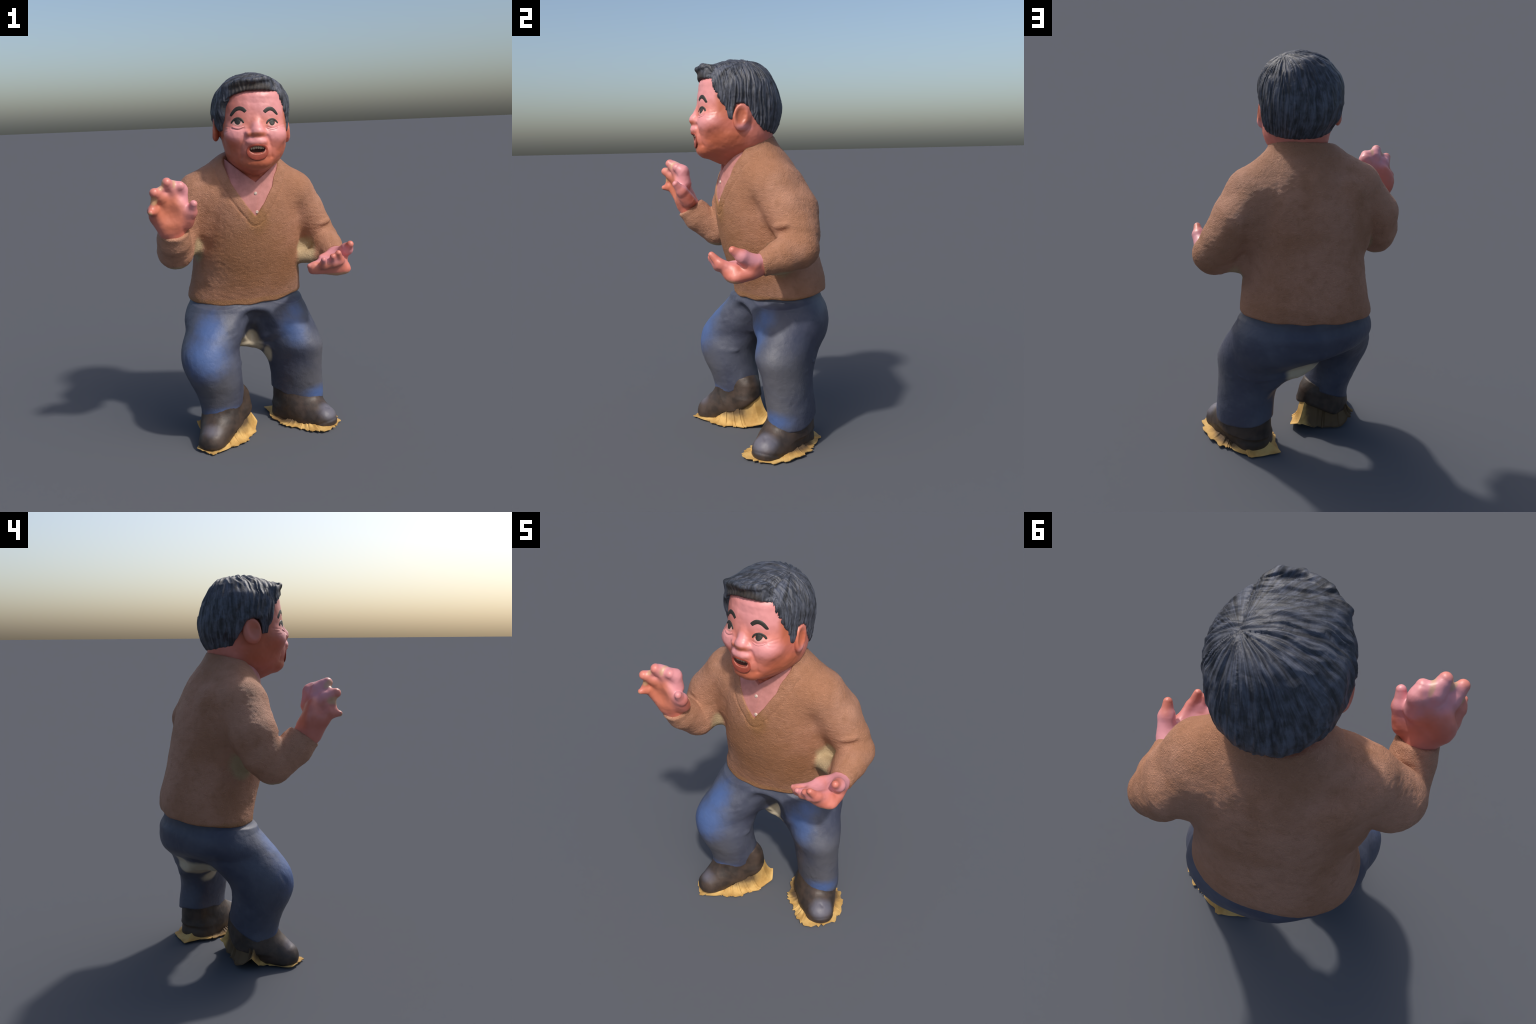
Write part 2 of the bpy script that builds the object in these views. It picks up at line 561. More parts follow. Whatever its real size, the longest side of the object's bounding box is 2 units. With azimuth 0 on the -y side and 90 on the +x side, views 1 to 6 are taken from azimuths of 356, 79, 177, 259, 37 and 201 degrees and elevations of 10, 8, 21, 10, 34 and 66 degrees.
def head_core(P):
    d = loft(P, HEAD_T, 2.35, cy=-0.05)
    neck = rcone(P, (0.004, 0.012, 1.40), (0.004, 0.010, 1.63), 0.124, 0.126)
    d = smin(d, neck, 0.03)
    # cheeks, brow ridge, muzzle, nose
    d = smin(d, ell(P, (NX + 0.092, -0.188, 1.680), (0.066, 0.062, 0.050)), 0.04)
    d = smin(d, ell(P, (NX - 0.090, -0.190, 1.685), (0.063, 0.062, 0.050)), 0.04)
    d = smin(d, ell(P, (0.022, -0.225, 1.617), (0.070, 0.050, 0.060)), 0.025)
    d = smin(d, ell(P, (0.022, -0.22, 1.545), (0.065, 0.035, 0.03)), 0.03)
    d = smin(d, rcone(P, (0.022, -0.234, 1.760), (0.027, -0.260, 1.706), 0.016, 0.030), 0.022)
    for c, r in (((0.027, -0.264, 1.699), (0.034, 0.028, 0.024)), ((0.060, -0.256, 1.691), (0.019, 0.020, 0.017)), ((-0.018, -0.258, 1.693), (0.019, 0.020, 0.017))):
        d = smin(d, ell(P, c, r), 0.012)
    d = smin(d, ell(P, (0.022, -0.265, 1.652), (0.050, 0.024, 0.022)), 0.02)
    for s in (1, -1):
        d = smin(d, ear(P, s), 0.012)
    return d


def head_lines(P):
    front = (P[:, 1] < -0.12) & (P[:, 2] > 1.5)
    g = 0
    for s in (1, -1):
        X = lambda x: NX + s * x
        g = g + groove(P, [(X(0.060), 1.722), (X(0.085), 1.715), (X(0.118), 1.722)], 0.005, 0.0035)
        g = g + groove(P, [(X(0.052), 1.690), (X(0.066), 1.660), (X(0.078), 1.62), (X(0.078), 1.575)], 0.009, 0.0032)
        for k in range(3):
            g = g + groove(P, [(X(0.128), 1.728 - 0.008 * k), (X(0.150), 1.735 - 0.016 * k)], 0.0035, 0.0012)
    g = g + groove(P, [(-0.02, 1.845), (0.09, 1.842)], 0.006, 0.0006) + groove(P, [(-0.01, 1.87), (0.08, 1.866)], 0.006, 0.0005)
    return np.where(front, g, 0)


MOUTH_C = np.array([0.023, 1.615])


def mouth_hole(P):
    return ell(P, (MOUTH_C[0], -0.275, MOUTH_C[1]), (0.040, 0.034, 0.023))


def head_field(P):
    return smax(head_core(P) + head_lines(P), -mouth_hole(P), 0.006)


V, Q = mesh_field(head_field, (-0.24, -0.33, 1.40), (0.27, 0.20, 2.0), 0.0042)
V = V + vnormals(V, Q) * (0.0010 * fbm(V, 45, 2, 3) + 0.0012 * fbm(V, 12, 2, 5))[:, None]
FC = V[Q].mean(1)
lab = np.zeros(len(Q), int)
lab[(FC[:, 2] < 1.50 + 0.35 * np.clip(FC[:, 1] + 0.1, 0, 0.3)) & (FC[:, 1] > -0.15)] = 1
for s, k in ((1, 2), (-1, 3)):
    lab[(ear(FC, s) < 0.004) & (s * (FC[:, 0] - NX) > 0.168)] = k
nose_c = np.minimum(ell(FC, (0.026, -0.272, 1.70), (0.055, 0.03, 0.03)), ell(FC, (0.023, -0.26, 1.735), (0.026, 0.022, 0.04)))
lab[nose_c < 0] = 4
lab[mouth_hole(FC) < 0.0015] = 5
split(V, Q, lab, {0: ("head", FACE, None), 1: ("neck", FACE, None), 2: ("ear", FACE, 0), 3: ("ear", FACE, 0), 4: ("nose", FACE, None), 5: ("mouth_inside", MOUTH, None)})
HEAD = bpy.data.objects["head"]


def front_y(x, z):
    """y of the face surface seen from the front, for points x, z"""
    x, z = np.asarray(x, float), np.asarray(z, float)
    lo, hi = np.full(x.shape, -0.36), np.full(x.shape, -0.06)
    for _ in range(28):
        mid = (lo + hi) / 2
        f = head_core(np.stack([x, mid, z], 1))
        lo, hi = np.where(f > 0, mid, lo), np.where(f > 0, hi, mid)
    return (lo + hi) / 2


def ribbon(name, pts, widths, mat, lift=0.0022, n=24, m=9, parent=HEAD):
    """painted mark lying on the face: a raised strip along a curve in x-z"""
    pts = np.array(pts, float)
    t = np.linspace(0, 1, len(pts))
    deg = min(len(pts) - 1, 3)
    tt = np.linspace(0, 1, n)
    px, pz = np.polyfit(t, pts[:, 0], deg), np.polyfit(t, pts[:, 1], deg)
    c = np.stack([np.polyval(px, tt), np.polyval(pz, tt)], 1)
    tan = np.gradient(c, axis=0)
    nr = np.stack([-tan[:, 1], tan[:, 0]], 1)
    nr /= np.linalg.norm(nr, axis=1, keepdims=True)
    w = np.interp(tt, np.linspace(0, 1, len(widths)), widths)
    vv = np.linspace(-1, 1, m)
    G = c[:, None] + nr[:, None] * (w[:, None] * vv)[..., None]
    x, z = G[..., 0].ravel(), G[..., 1].ravel()
    y = front_y(x, z)
    P = np.stack([x, y, z], 1)
    g = grad(head_core, P)
    g /= np.linalg.norm(g, axis=1, keepdims=True)
    ends = np.minimum(tt, 1 - tt)[:, None] * n / 2
    off = np.minimum(1, ends) * (1 - vv[None] ** 4) * lift * 1.6 - lift * 0.6
    P = P + g * off.reshape(-1, 1)
    F = [(i * m + j, i * m + j + 1, (i + 1) * m + j + 1, (i + 1) * m + j) for i in range(n - 1) for j in range(m - 1)]
    if tan[n // 2, 0] > 0:
        F = [f[::-1] for f in F]
    return add(name, P, [f[::-1] for f in F], mat, parent=parent)


def disc(name, c, r, mat, lift=0.002, parent=HEAD):
    rings, seg = 6, 28
    x, z, v = [c[0]], [c[1]], [0]
    for i in range(1, rings + 1):
        for k in range(seg):
            a = 2 * math.pi * k / seg
            x.append(c[0] + r[0] * i / rings * math.cos(a))
            z.append(c[1] + r[1] * i / rings * math.sin(a))
            v.append(i / rings)
    y = front_y(x, z)
    P = np.stack([x, y, z], 1)
    g = grad(head_core, P)
    g /= np.linalg.norm(g, axis=1, keepdims=True)
    P = P + g * (lift * (1 - 1.5 * np.array(v) ** 4))[:, None]
    F = [(0, 1 + k, 1 + (k + 1) % seg) for k in range(seg)]
    for i in range(rings - 1):
        b = 1 + i * seg
        F += [(b + k, b + seg + k, b + seg + (k + 1) % seg, b + (k + 1) % seg) for k in range(seg)]
    return add(name, P, F, mat, parent=parent)


# eyebrows
ribbon("eyebrow", [(0.063, 1.793), (0.082, 1.810), (0.108, 1.810), (0.138, 1.774)], [0.0105, 0.0122, 0.0112, 0.0065], INK)
ribbon("eyebrow", [(-0.024, 1.799), (-0.044, 1.817), (-0.072, 1.817), (-0.106, 1.778)], [0.0105, 0.0122, 0.0112, 0.0065], INK)
# eyes: pale almond, dark iris hanging from a dark upper lid
for cx, cz, s in ((0.105, 1.742, 1), (-0.070, 1.752, -1)):
    e = disc("eye", (cx, cz - 0.004), (0.030, 0.015), WHITE, 0.0018)
    disc("iris", (cx - s * 0.001, cz + 0.003), (0.0185, 0.0200), INK, 0.0040, parent=e)
    ribbon("eyelid", [(cx - s * 0.031, cz - 0.008), (cx - s * 0.017, cz + 0.014), (cx + s * 0.008, cz + 0.017), (cx + s * 0.033, cz - 0.008)], [0.0038, 0.0075, 0.0075, 0.0038], INK, 0.0032, parent=e)
    ribbon("eye_bag", [(cx - s * 0.030, cz - 0.020), (cx, cz - 0.029), (cx + s * 0.030, cz - 0.020)], [0.003, 0.005, 0.003], FACE, 0.0018, parent=e)

# lips: a ring, thin above and full below, laid on the muzzle
n, m = 56, 12
lv, lf = [], []
ang = np.linspace(0, 2 * math.pi, n, endpoint=False)
low = np.clip(-np.sin(ang), 0, 1)
cx = MOUTH_C[0] + 0.047 * np.cos(ang)
cz = MOUTH_C[1] - 0.004 + np.where(np.sin(ang) > 0, 0.028, 0.0325) * np.sin(ang)
yy = front_y(cx, cz)
for i in range(n):
    wr, wd = 0.0075 + 0.0125 * low[i], 0.0036
    out = np.array([math.cos(ang[i]), 0, math.sin(ang[i])])
    for j in range(m):
        b = 2 * math.pi * j / m
        lv.append(np.array([cx[i], yy[i] + 0.002, cz[i]]) + out * wr * math.cos(b) + np.array([0, -1, 0]) * wd * math.sin(b))
for i in range(n):
    for j in range(m):
        lf.append((i * m + j, i * m + (j + 1) % m, (i + 1) % n * m + (j + 1) % m, (i + 1) % n * m + j))
add("lip", lv, lf, LIP, parent=HEAD)

# upper teeth in a shallow arc
tv, tf = [], []
n, m = 12, 8
for i in range(n + 1):
    for j in range(m):
        a, b = math.pi * i / n, 2 * math.pi * j / m
        r = abs(math.sin(a)) ** 0.5
        sq = lambda c: math.copysign(abs(c) ** 0.6, c)
        tv.append((0.0062 * r * sq(math.cos(b)), 0.0055 * r * sq(math.sin(b)), 0.0125 * sq(math.cos(a))))
tf = [(i * m + j, i * m + (j + 1) % m, (i + 1) * m + (j + 1) % m, (i + 1) * m + j) for i in range(n) for j in range(m)]
first = add("tooth", tv, tf, TOOTH, parent=HEAD)
for k in range(6):
    o = first if k == 0 else first.copy()
    if k:
        bpy.context.scene.collection.objects.link(o)
    u = (k - 2.5) * 0.0118
    o.location = (MOUTH_C[0] + u, -0.266 + 8 * u * u, 1.627 - 3.5 * u * u)
    o.rotation_euler = (0, 0, u * 14)
    o.scale = (1, 1, 0.82 + 0.08 * math.sin(k * 2.1))

# ------------------------------------------------------------------ hair
HAIR_T = smoothtable([
    (1.600, -0.110, 0.135, -0.10, 0.125),
    (1.630, -0.128, 0.158, -0.11, 0.147),
    (1.660, -0.145, 0.178, -0.14, 0.163),
    (1.700, -0.180, 0.186, -0.18, 0.180),
    (1.765, -0.194, 0.204, -0.22, 0.189),
    (1.830, -0.195, 0.212, -0.245, 0.171),
    (1.880, -0.184, 0.205, -0.245, 0.152),
    (1.910, -0.168, 0.192, -0.243, 0.138),
    (1.935, -0.143, 0.176, -0.235, 0.124),
    (1.960, -0.118, 0.144, -0.205, 0.103),
    (1.980, -0.088, 0.108, -0.150, 0.075),
    (1.992, -0.058, 0.070, -0.105, 0.035),
    (2.000, -0.022, 0.032, -0.075, -0.005),
    (2.003, -0.005, 0.010, -0.055, -0.030),
])
HL_Z = [1.60, 1.69, 1.70, 1.74, 1.79, 1.845, 1.88, 1.91]
HL_L = [-0.112, -0.113, -0.114, -0.122, -0.150, -0.178, -0.184, -0.186]
HL_R = [-0.140, -0.142, -0.143, -0.150, -0.170, -0.182, -0.188, -0.192]
# lower rim of the hair: sideburn, over the ear, behind the ear, nape
LO_YL = [-0.2, -0.092, -0.084, -0.074, -0.042, -0.012, 0.004, 0.034, 0.066, 0.133, 0.2]
LO_ZL = [1.694, 1.697, 1.745, 1.770, 1.774, 1.752, 1.715, 1.672, 1.641, 1.624, 1.620]
LO_YR = [-0.2, -0.112, -0.104, -0.092, -0.062, -0.026, -0.010, 0.014, 0.037, 0.099, 0.2]
LO_ZR = [1.705, 1.710, 1.760, 1.780, 1.785, 1.772, 1.735, 1.690, 1.648, 1.630, 1.620]


def hair_rim(P):
    y = P[:, 1]
    return np.where(P[:, 0] > NX, np.interp(y, LO_YL, LO_ZL), np.interp(y, LO_YR, LO_ZR))


def hair_field(P):
    x, y, z = P.T
    d = loft(P, HAIR_T, 2.08, cy=-0.045)
    d = smin(d, loft(P, HEAD_T, 2.35, cy=-0.05) - 0.006, 0.012)
    # quiff: a swept roll with a crisp overhanging lip
    quiff = rcone(P, (-0.095, -0.165, 1.912), (0.075, -0.188, 1.930), 0.038, 0.034)
    d = smin(d, quiff, 0.03)
    lip = chain(P, [((-0.125, -0.186, 1.930), 0.012), ((-0.065, -0.222, 1.945), 0.012), ((0.015, -0.240, 1.954), 0.012), ((0.075, -0.220, 1.960), 0.012), ((0.118, -0.165, 1.946), 0.014)], 0.008)
    d = smin(d, lip, 0.022)
    left = x > NX
    yl = np.where(left, np.interp(z, HL_Z, HL_L), np.interp(z, HL_Z, HL_R))
    fr = 1.906 - 0.10 * np.clip(x - 0.06, 0, 1) - 0.25 * np.clip(-0.02 - x, 0, 1) - 0.5 * np.clip(-0.085 - x, 0, 1)
    face = smax(z - fr, (y - yl) * 0.9, 0.01)
    d = smax(d, -face, 0.012)
    lo = hair_rim(P) + 0.0012 * np.sin(y * 330) + 0.0012 * np.sin(x * 290)
    d = smax(d, (lo - z) * 0.75, 0.010)
    # parting on the left
    part = np.exp(-((x - 0.118 + 0.12 * (y + 0.15)) / 0.010) ** 2) * np.clip((0.02 - y) / 0.05, 0, 1) * np.clip((z - 1.90) / 0.02, 0, 1)
    low = 1 / (1 + np.exp(-(x - 0.124 + 0.10 * (y + 0.15)) / 0.004)) * np.clip((0.0 - y) / 0.1, 0, 1) * np.clip((z - 1.88) / 0.03, 0, 1)
    return d + 0.010 * part + 0.004 * low


def hair_relief(P):
    """combed strands: across the crown from the parting, then straight down"""
    A, B = np.array([0.128, -0.17]), np.array([0.098, 0.0])
    q = P[:, :2]
    ab = B - A
    t = np.clip((q - A) @ ab / (ab @ ab), 0, 1)
    v = q - (A + t[:, None] * ab)
    r = np.linalg.norm(v, axis=1)
    ang = np.arctan2(v[:, 1], v[:, 0])
    # rotate the branch cut to the front so that it hides at the fringe
    side = np.where(v[:, 0] < -0.3 * np.abs(v[:, 1]), -1, 1)
    u = t * 0.17 + side * np.abs(np.arctan2(v[:, 1], np.abs(v[:, 0]) + 1e-6)) * 0.13 * np.where(v[:, 1] > 0, 1, -1) * side
    u = u + 0.05 * side
    along = r + (1.99 - P[:, 2])
    u = u + 0.10 * along * np.where(side < 0, 0.8, -0.3) * np.clip(1 - (1.97 - P[:, 2]) / 0.15, 0, 1)
    S = np.stack([u * 78, along * 7, side * 3.0 + 0 * u], 1)
    a = noise(S + 2.4 * fbm(P, 12, 2, 9)[:, None] * [0.35, 0.1, 0], 21)
    S2 = np.stack([u * 160, along * 14, side * 3.0 + 0 * u], 1)
    b = noise(S2, 23)
    ridge = 1 - 2 * np.abs(a)
    # at the fringe the strands stand as upright teeth
    fr = np.clip((-0.19 - P[:, 1]) / 0.03, 0, 1) * np.clip((1.955 - P[:, 2]) / 0.01, 0, 1)
    teeth = np.sin(P[:, 0] * 330 + 3 * noise(P * 20, 4))
    pits = np.clip(noise(P * [70, 70, 70], 31) - 0.35, 0, 1)
    fade = 0.25 + 0.75 * np.clip((P[:, 2] - hair_rim(P)) / 0.03, 0, 1)
    return fade * (0.0054 * ridge + 0.0020 * b) * (1 - fr) + fr * 0.0011 * teeth - fade * 0.002 * pits


V, Q = mesh_field(hair_field, (-0.22, -0.29, 1.58), (0.26, 0.22, 2.03), 0.0032)
V = V + vnormals(V, Q) * hair_relief(V)[:, None]
add("hair", V, Q, HAIR)

# --------------------------------------------------------------- sweater
TORSO_T = smoothtable([
    (0.68, -0.050, 0.172, 0.296, 0.196, 18, 8),
    (0.74, -0.053, 0.177, 0.320, 0.219, 17, 7),
    (0.79, -0.052, 0.179, 0.327, 0.230, 15, 5),
    (0.86, -0.044, 0.169, 0.315, 0.243, 13, 2),
    (0.95, -0.039, 0.146, 0.303, 0.247, 13, -1),
    (1.03, -0.034, 0.125, 0.297, 0.249, 15, -3),
    (1.10, -0.025, 0.111, 0.292, 0.248, 17, -3),
    (1.25, -0.012, 0.086, 0.288, 0.240, 22, -2),
    (1.34, -0.005, 0.077, 0.280, 0.226, 23, 0),
    (1.41, 0.000, 0.070, 0.252, 0.206, 20, 1),
    (1.48, 0.000, 0.058, 0.202, 0.182, 13, 2),
    (1.53, 0.002, 0.041, 0.168, 0.163, 6, 2),
    (1.58, 0.003, 0.018, 0.150, 0.148, 0, 0),
    (1.63, 0.004, 0.002, 0.138, 0.137, 0, 0),
])
ARM_L = [((0.12, 0.075, 1.410), 0.122), ((0.230, 0.100, 1.350), 0.124), ((0.304, 0.148, 1.247), 0.113), ((0.370, 0.180, 1.137), 0.101), ((0.412, 0.185, 1.068), 0.095), ((0.429, 0.100, 1.040), 0.086), ((0.452, -0.008, 1.006), 0.060)]
ARM_L2 = [((0.20, 0.150, 1.350), 0.118), ((0.280, 0.200, 1.245), 0.110), ((0.358, 0.203, 1.130), 0.097)]
ARM_R = [((-0.13, 0.03, 1.445), 0.118), ((-0.285, 0.010, 1.365), 0.123), ((-0.392, -0.020, 1.235), 0.116), ((-0.415, -0.062, 1.140), 0.105), ((-0.423, -0.105, 1.090), 0.096), ((-0.422, -0.215, 1.168), 0.087), ((-0.420, -0.268, 1.228), 0.078)]


def vneck(P):
    """<0 inside the V opening (front view), roughly a distance"""
    x, z = P[:, 0], P[:, 2]
    wl = np.interp(z, [1.262, 1.33, 1.41, 1.46, 1.53, 1.62], [0.0, 0.050, 0.095, 0.108, 0.142, 0.17])
    wr = np.interp(z, [1.262, 1.37, 1.44, 1.49, 1.55, 1.62], [0.0, 0.076, 0.120, 0.137, 0.160, 0.18])
    dx = x - 0.009
    d = np.where(dx > 0, dx - wl, -dx - wr) * 0.83
    return np.where(z < 1.262, np.hypot(dx, 1.262 - z), d)


def torso_body(P):
    return rloft(P, TORSO_T, 2.06, 2.25)


def sleeves(P):
    return smin(chain(P, ARM_L, 0.012), chain(P, ARM_L2, 0.012), 0.02), chain(P, ARM_R, 0.012)


def sweater_body(P):
    t = torso_body(P)
    a, b = sleeves(P)
    d = smin(smin(t, a, 0.045), b, 0.045)
    # clay webs between the arms and the body
    d = smin(d, rcone(P, (0.20, 0.17, 1.03), (0.40, 0.185, 1.03), 0.055, 0.05), 0.04)
    d = smin(d, rcone(P, (-0.25, 0.02, 1.11), (-0.40, -0.065, 1.085), 0.042, 0.042), 0.04)
    d = smin(d, rcone(P, (0.21, 0.15, 0.985), (0.40, 0.10, 0.980), 0.030, 0.034), 0.025)
    d = smin(d, rcone(P, (0.395, 0.09, 0.988), (0.415, 0.0, 0.985), 0.040, 0.034), 0.02)
    d = smin(d, rcone(P, (0.215, 0.10, 0.990), (0.40, 0.055, 0.990), 0.036, 0.040), 0.03)
    # filled hollow behind the raised arm
    d = smin(d, rcone(P, (-0.215, 0.115, 1.36), (-0.265, 0.090, 1.14), 0.108, 0.095), 0.04)
    # slopes from the neck to the shoulders
    d = smin(d, rcone(P, (-0.11, 0.04, 1.485), (-0.275, 0.03, 1.385), 0.098, 0.107), 0.03)
    d = smin(d, rcone(P, (0.09, 0.075, 1.452), (0.235, 0.115, 1.360), 0.098, 0.107), 0.03)
    d = smin(d, rcone(P, (0.08, 0.085, 1.462), (0.215, 0.125, 1.372), 0.096, 0.104), 0.03)
    # breast muscle beside the raised arm
    d = smin(d, rcone(P, (-0.215, -0.015, 1.37), (-0.245, 0.01, 1.20), 0.104, 0.098), 0.03)
    # shoulder padding toward the neck
    d = smin(d, rcone(P, (-0.11, 0.05, 1.475), (0.10, 0.06, 1.45), 0.10, 0.10), 0.05)
    return d


def folds(P):
    g = 0
    def crease(a, b, w, depth):
        a, b = np.array(a, float), np.array(b, float)
        ab = b - a
        t = np.clip((P - a) @ ab / (ab @ ab), 0, 1)
        e = np.linalg.norm(P - a - t[:, None] * ab, axis=1)
        return depth * np.exp(-((e / w) ** 2)) * np.sin(math.pi * np.clip(t, 0.08, 0.92))
    g = g + crease((0.35, 0.03, 1.130), (0.51, 0.15, 1.175), 0.013, 0.018)
    g = g + crease((0.36, 0.04, 1.165), (0.50, 0.15, 1.205), 0.016, -0.012)
    g = g + crease((-0.38, -0.15, 1.22), (-0.47, -0.13, 1.24), 0.013, 0.012)
    g = g + crease((0.26, -0.03, 1.33), (0.27, 0.02, 1.20), 0.030, 0.010)
    g = g + crease((0.24, 0.30, 1.32), (0.27, 0.28, 1.05), 0.030, 0.012)
    return g


def sweater_field(P):
    x, y, z = P.T
    d = sweater_body(P) + folds(P)
    # V neck and collar line
    v = vneck(P)
    front = np.clip((0.02 - y) / 0.05, 0, 1)
    rib = np.exp(-((v - 0.050) / 0.006) ** 2) * front
    d = d + 0.0042 * rib
    cut = np.maximum(np.maximum(v + 0.5 * np.clip(y + 0.05, 0, 1), y - 0.08), -(d + 0.035))
    d = smax(d, -cut, 0.008)
    top = z - (1.617 - 0.24 * np.clip(0.145 - y, 0, 1) - 0.25 * np.clip(-0.03 - y, 0, 1))
    d = smax(d, top, 0.012)
    hem = (0.763 + 0.10 * y + 0.003 * np.sin(x * 40)) - z
    d = smax(d, hem, 0.012)
    # cuffs end square at the wrists
    d = smax(d, np.where(x > 0.3, -(y + 0.014) - 0.2 * (z - 1.0), -1), 0.010)
    w = np.array([0.02, -0.55, 0.83])
    d = smax(d, np.where((x < -0.28) & (y < -0.18), (P - [-0.42, -0.268, 1.222]) @ w, -1), 0.012)
    return d


V, Q = mesh_field(sweater_field, (-0.57, -0.38, 0.70), (0.57, 0.46, 1.64), 0.0055)
V = V + vnormals(V, Q) * (0.0022 * fbm(V, 9, 2, 11) + 0.0010 * fbm(V * [1, 1, 1.4], 60, 2, 13))[:, None]
FC = V[Q].mean(1)
t = torso_body(FC)
a, b = sleeves(FC)
lab = np.zeros(len(Q), int)
lab[(a < t - 0.02) & (FC[:, 0] > 0.2)] = 1
lab[(b < t - 0.02) & (FC[:, 0] < -0.2)] = 2
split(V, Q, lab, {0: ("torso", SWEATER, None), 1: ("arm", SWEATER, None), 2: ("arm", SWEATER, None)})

# ----------------------------------------------------------------- shirt
def shirt_field(P):
    x, y, z = P.T
    neck = rcone(P, (0.004, 0.010, 1.36), (0.004, 0.008, 1.62), 0.132, 0.131)
    d = smin(torso_body(P) + 0.010, neck, 0.03)
    d = smin(d, rcone(P, (-0.10, 0.05, 1.47), (0.10, 0.05, 1.45), 0.09, 0.09), 0.04)
    # overlapping front edge
    d = d - 0.003 * (1 / (1 + np.exp(-(x - 0.030 - 0.25 * (z - 1.36)) / 0.0015)) < 0.5)
    d = smax(d, vneck(P) - 0.022, 0.005)
    lim = 1.440 + 0.80 * np.abs(x - 0.016)
    d = smax(d, (z - lim) * 0.75, 0.006)
    return smax(np.maximum(d, y - 0.10), -(torso_body(P) + 0.06), 0.005)


V, Q = mesh_field(shirt_field, (-0.24, -0.20, 1.22), (0.24, 0.14, 1.62), 0.0045)
add("shirt", V, Q, SHIRT)


def button(x, z, r):
    n, vv, ff = 14, [], []
    y = -0.2
    while shirt_field(np.array([[x, y, z]]))[0] > 0 and y < 0:
        y += 0.0005
    for i, (rr, off) in enumerate(((0.0, 0.0045), (0.45, 0.0042), (0.75, 0.0052), (0.95, 0.0035), (1.0, -0.003))):
        for k in range(n):
            a = 2 * math.pi * k / n
            vv.append((x + r * rr * math.cos(a), y - off, z + r * rr * math.sin(a)))
    for i in range(4):
        ff += [(i * n + k, (i + 1) * n + k, (i + 1) * n + (k + 1) % n, i * n + (k + 1) % n) for k in range(n)]
    add("shirt_button", vv, ff, BUTTON)


button(0.017, 1.284, 0.0085)
button(0.014, 1.382, 0.0085)

# ------------------------------------------------------------- trousers
PELVIS_T = smoothtable([
    (0.50, 0.06, 0.20, 0.13, 0.09, 26, 20),
    (0.56, 0.03, 0.195, 0.225, 0.178, 26, 20),
    (0.62, -0.033, 0.180, 0.328, 0.232, 26, 16),
    (0.67, -0.049, 0.181, 0.359, 0.235, 26, 14),
    (0.72, -0.054, 0.182, 0.347, 0.233, 24, 12),
    (0.76, -0.052, 0.180, 0.316, 0.217, 20, 9),
    (0.79, -0.051, 0.179, 0.308, 0.214, 18, 7),
    (0.82, -0.050, 0.178, 0.298, 0.206, 18, 7),
])
LEG_R = smoothtable([
    (0.08, -0.207, -0.040, 0.146, 0.110, 45),
    (0.20, -0.208, -0.046, 0.142, 0.111, 45),
    (0.28, -0.224, -0.060, 0.143, 0.126, 45),
    (0.36, -0.244, -0.080, 0.154, 0.142, 47),
    (0.44, -0.262, -0.078, 0.170, 0.157, 55),
    (0.52, -0.263, -0.038, 0.195, 0.158, 66),
    (0.60, -0.228, 0.030, 0.214, 0.170, 68),
    (0.66, -0.208, 0.075, 0.205, 0.172, 74),
    (0.72, -0.18, 0.12, 0.17, 0.15, 80),
])
LEG_L = smoothtable([
    (0.08, 0.238, 0.168, 0.160, 0.114, -38),
    (0.20, 0.241, 0.165, 0.163, 0.113, -38),
    (0.30, 0.236, 0.153, 0.162, 0.117, -38),
    (0.40, 0.223, 0.151, 0.180, 0.125, -40),
    (0.48, 0.207, 0.153, 0.202, 0.142, -43),
    (0.56, 0.176, 0.180, 0.206, 0.152, -45),
    (0.63, 0.150, 0.187, 0.188, 0.155, -45),
    (0.72, 0.12, 0.18, 0.15, 0.13, -45),
])


def jeans_field(P):
    x, y, z = P.T
    pel = rloft(P, PELVIS_T, 2.0, 1.75)
    # lap: the front falls back between the thighs toward the crotch
    pel = smax(pel, -ell(P, (0.005, -0.115, 0.585), (0.17, 0.20, 0.145), rot("z", 24)), 0.03)
    r, l = rloft(P, LEG_R), rloft(P, LEG_L, 2.0, 2.4)
    d = smin(smin(r, l, 0.045), pel, 0.07)
    # arched web of filler between the thighs
    arch = 0.445 + 0.50 * np.clip(-0.02 - x, 0, 1) * np.clip((y - 0.10) / 0.08, 0, 1) - 4.0 * np.clip(x + 0.02, 0, 1) ** 2 - z
    web = smax(arch * 0.8, np.abs(y - 0.205 + 0.20 * (z - 0.48)) - 0.090, 0.05)
    web = smax(smax(web, np.abs(x + 0.015) - 0.12, 0.05), z - 0.60, 0.02)
    d = smin(d, web, 0.06)
    d = smax(d, -ell(P, (-0.020, -0.06, 0.54), (0.055, 0.19, 0.095)), 0.03)
    hr = 0.132 + 0.49 * ((x + 0.226) * 0.68 + (y + 0.155) * 0.73)
    hl = 0.152 - 0.03 * np.clip((x - 0.25) / 0.12, -1, 1) * np.clip((y - 0.02) / 0.1, 0, 1)
    hem = np.where(x < -0.02, hr, hl) - z
    return smax(d, hem, 0.010)


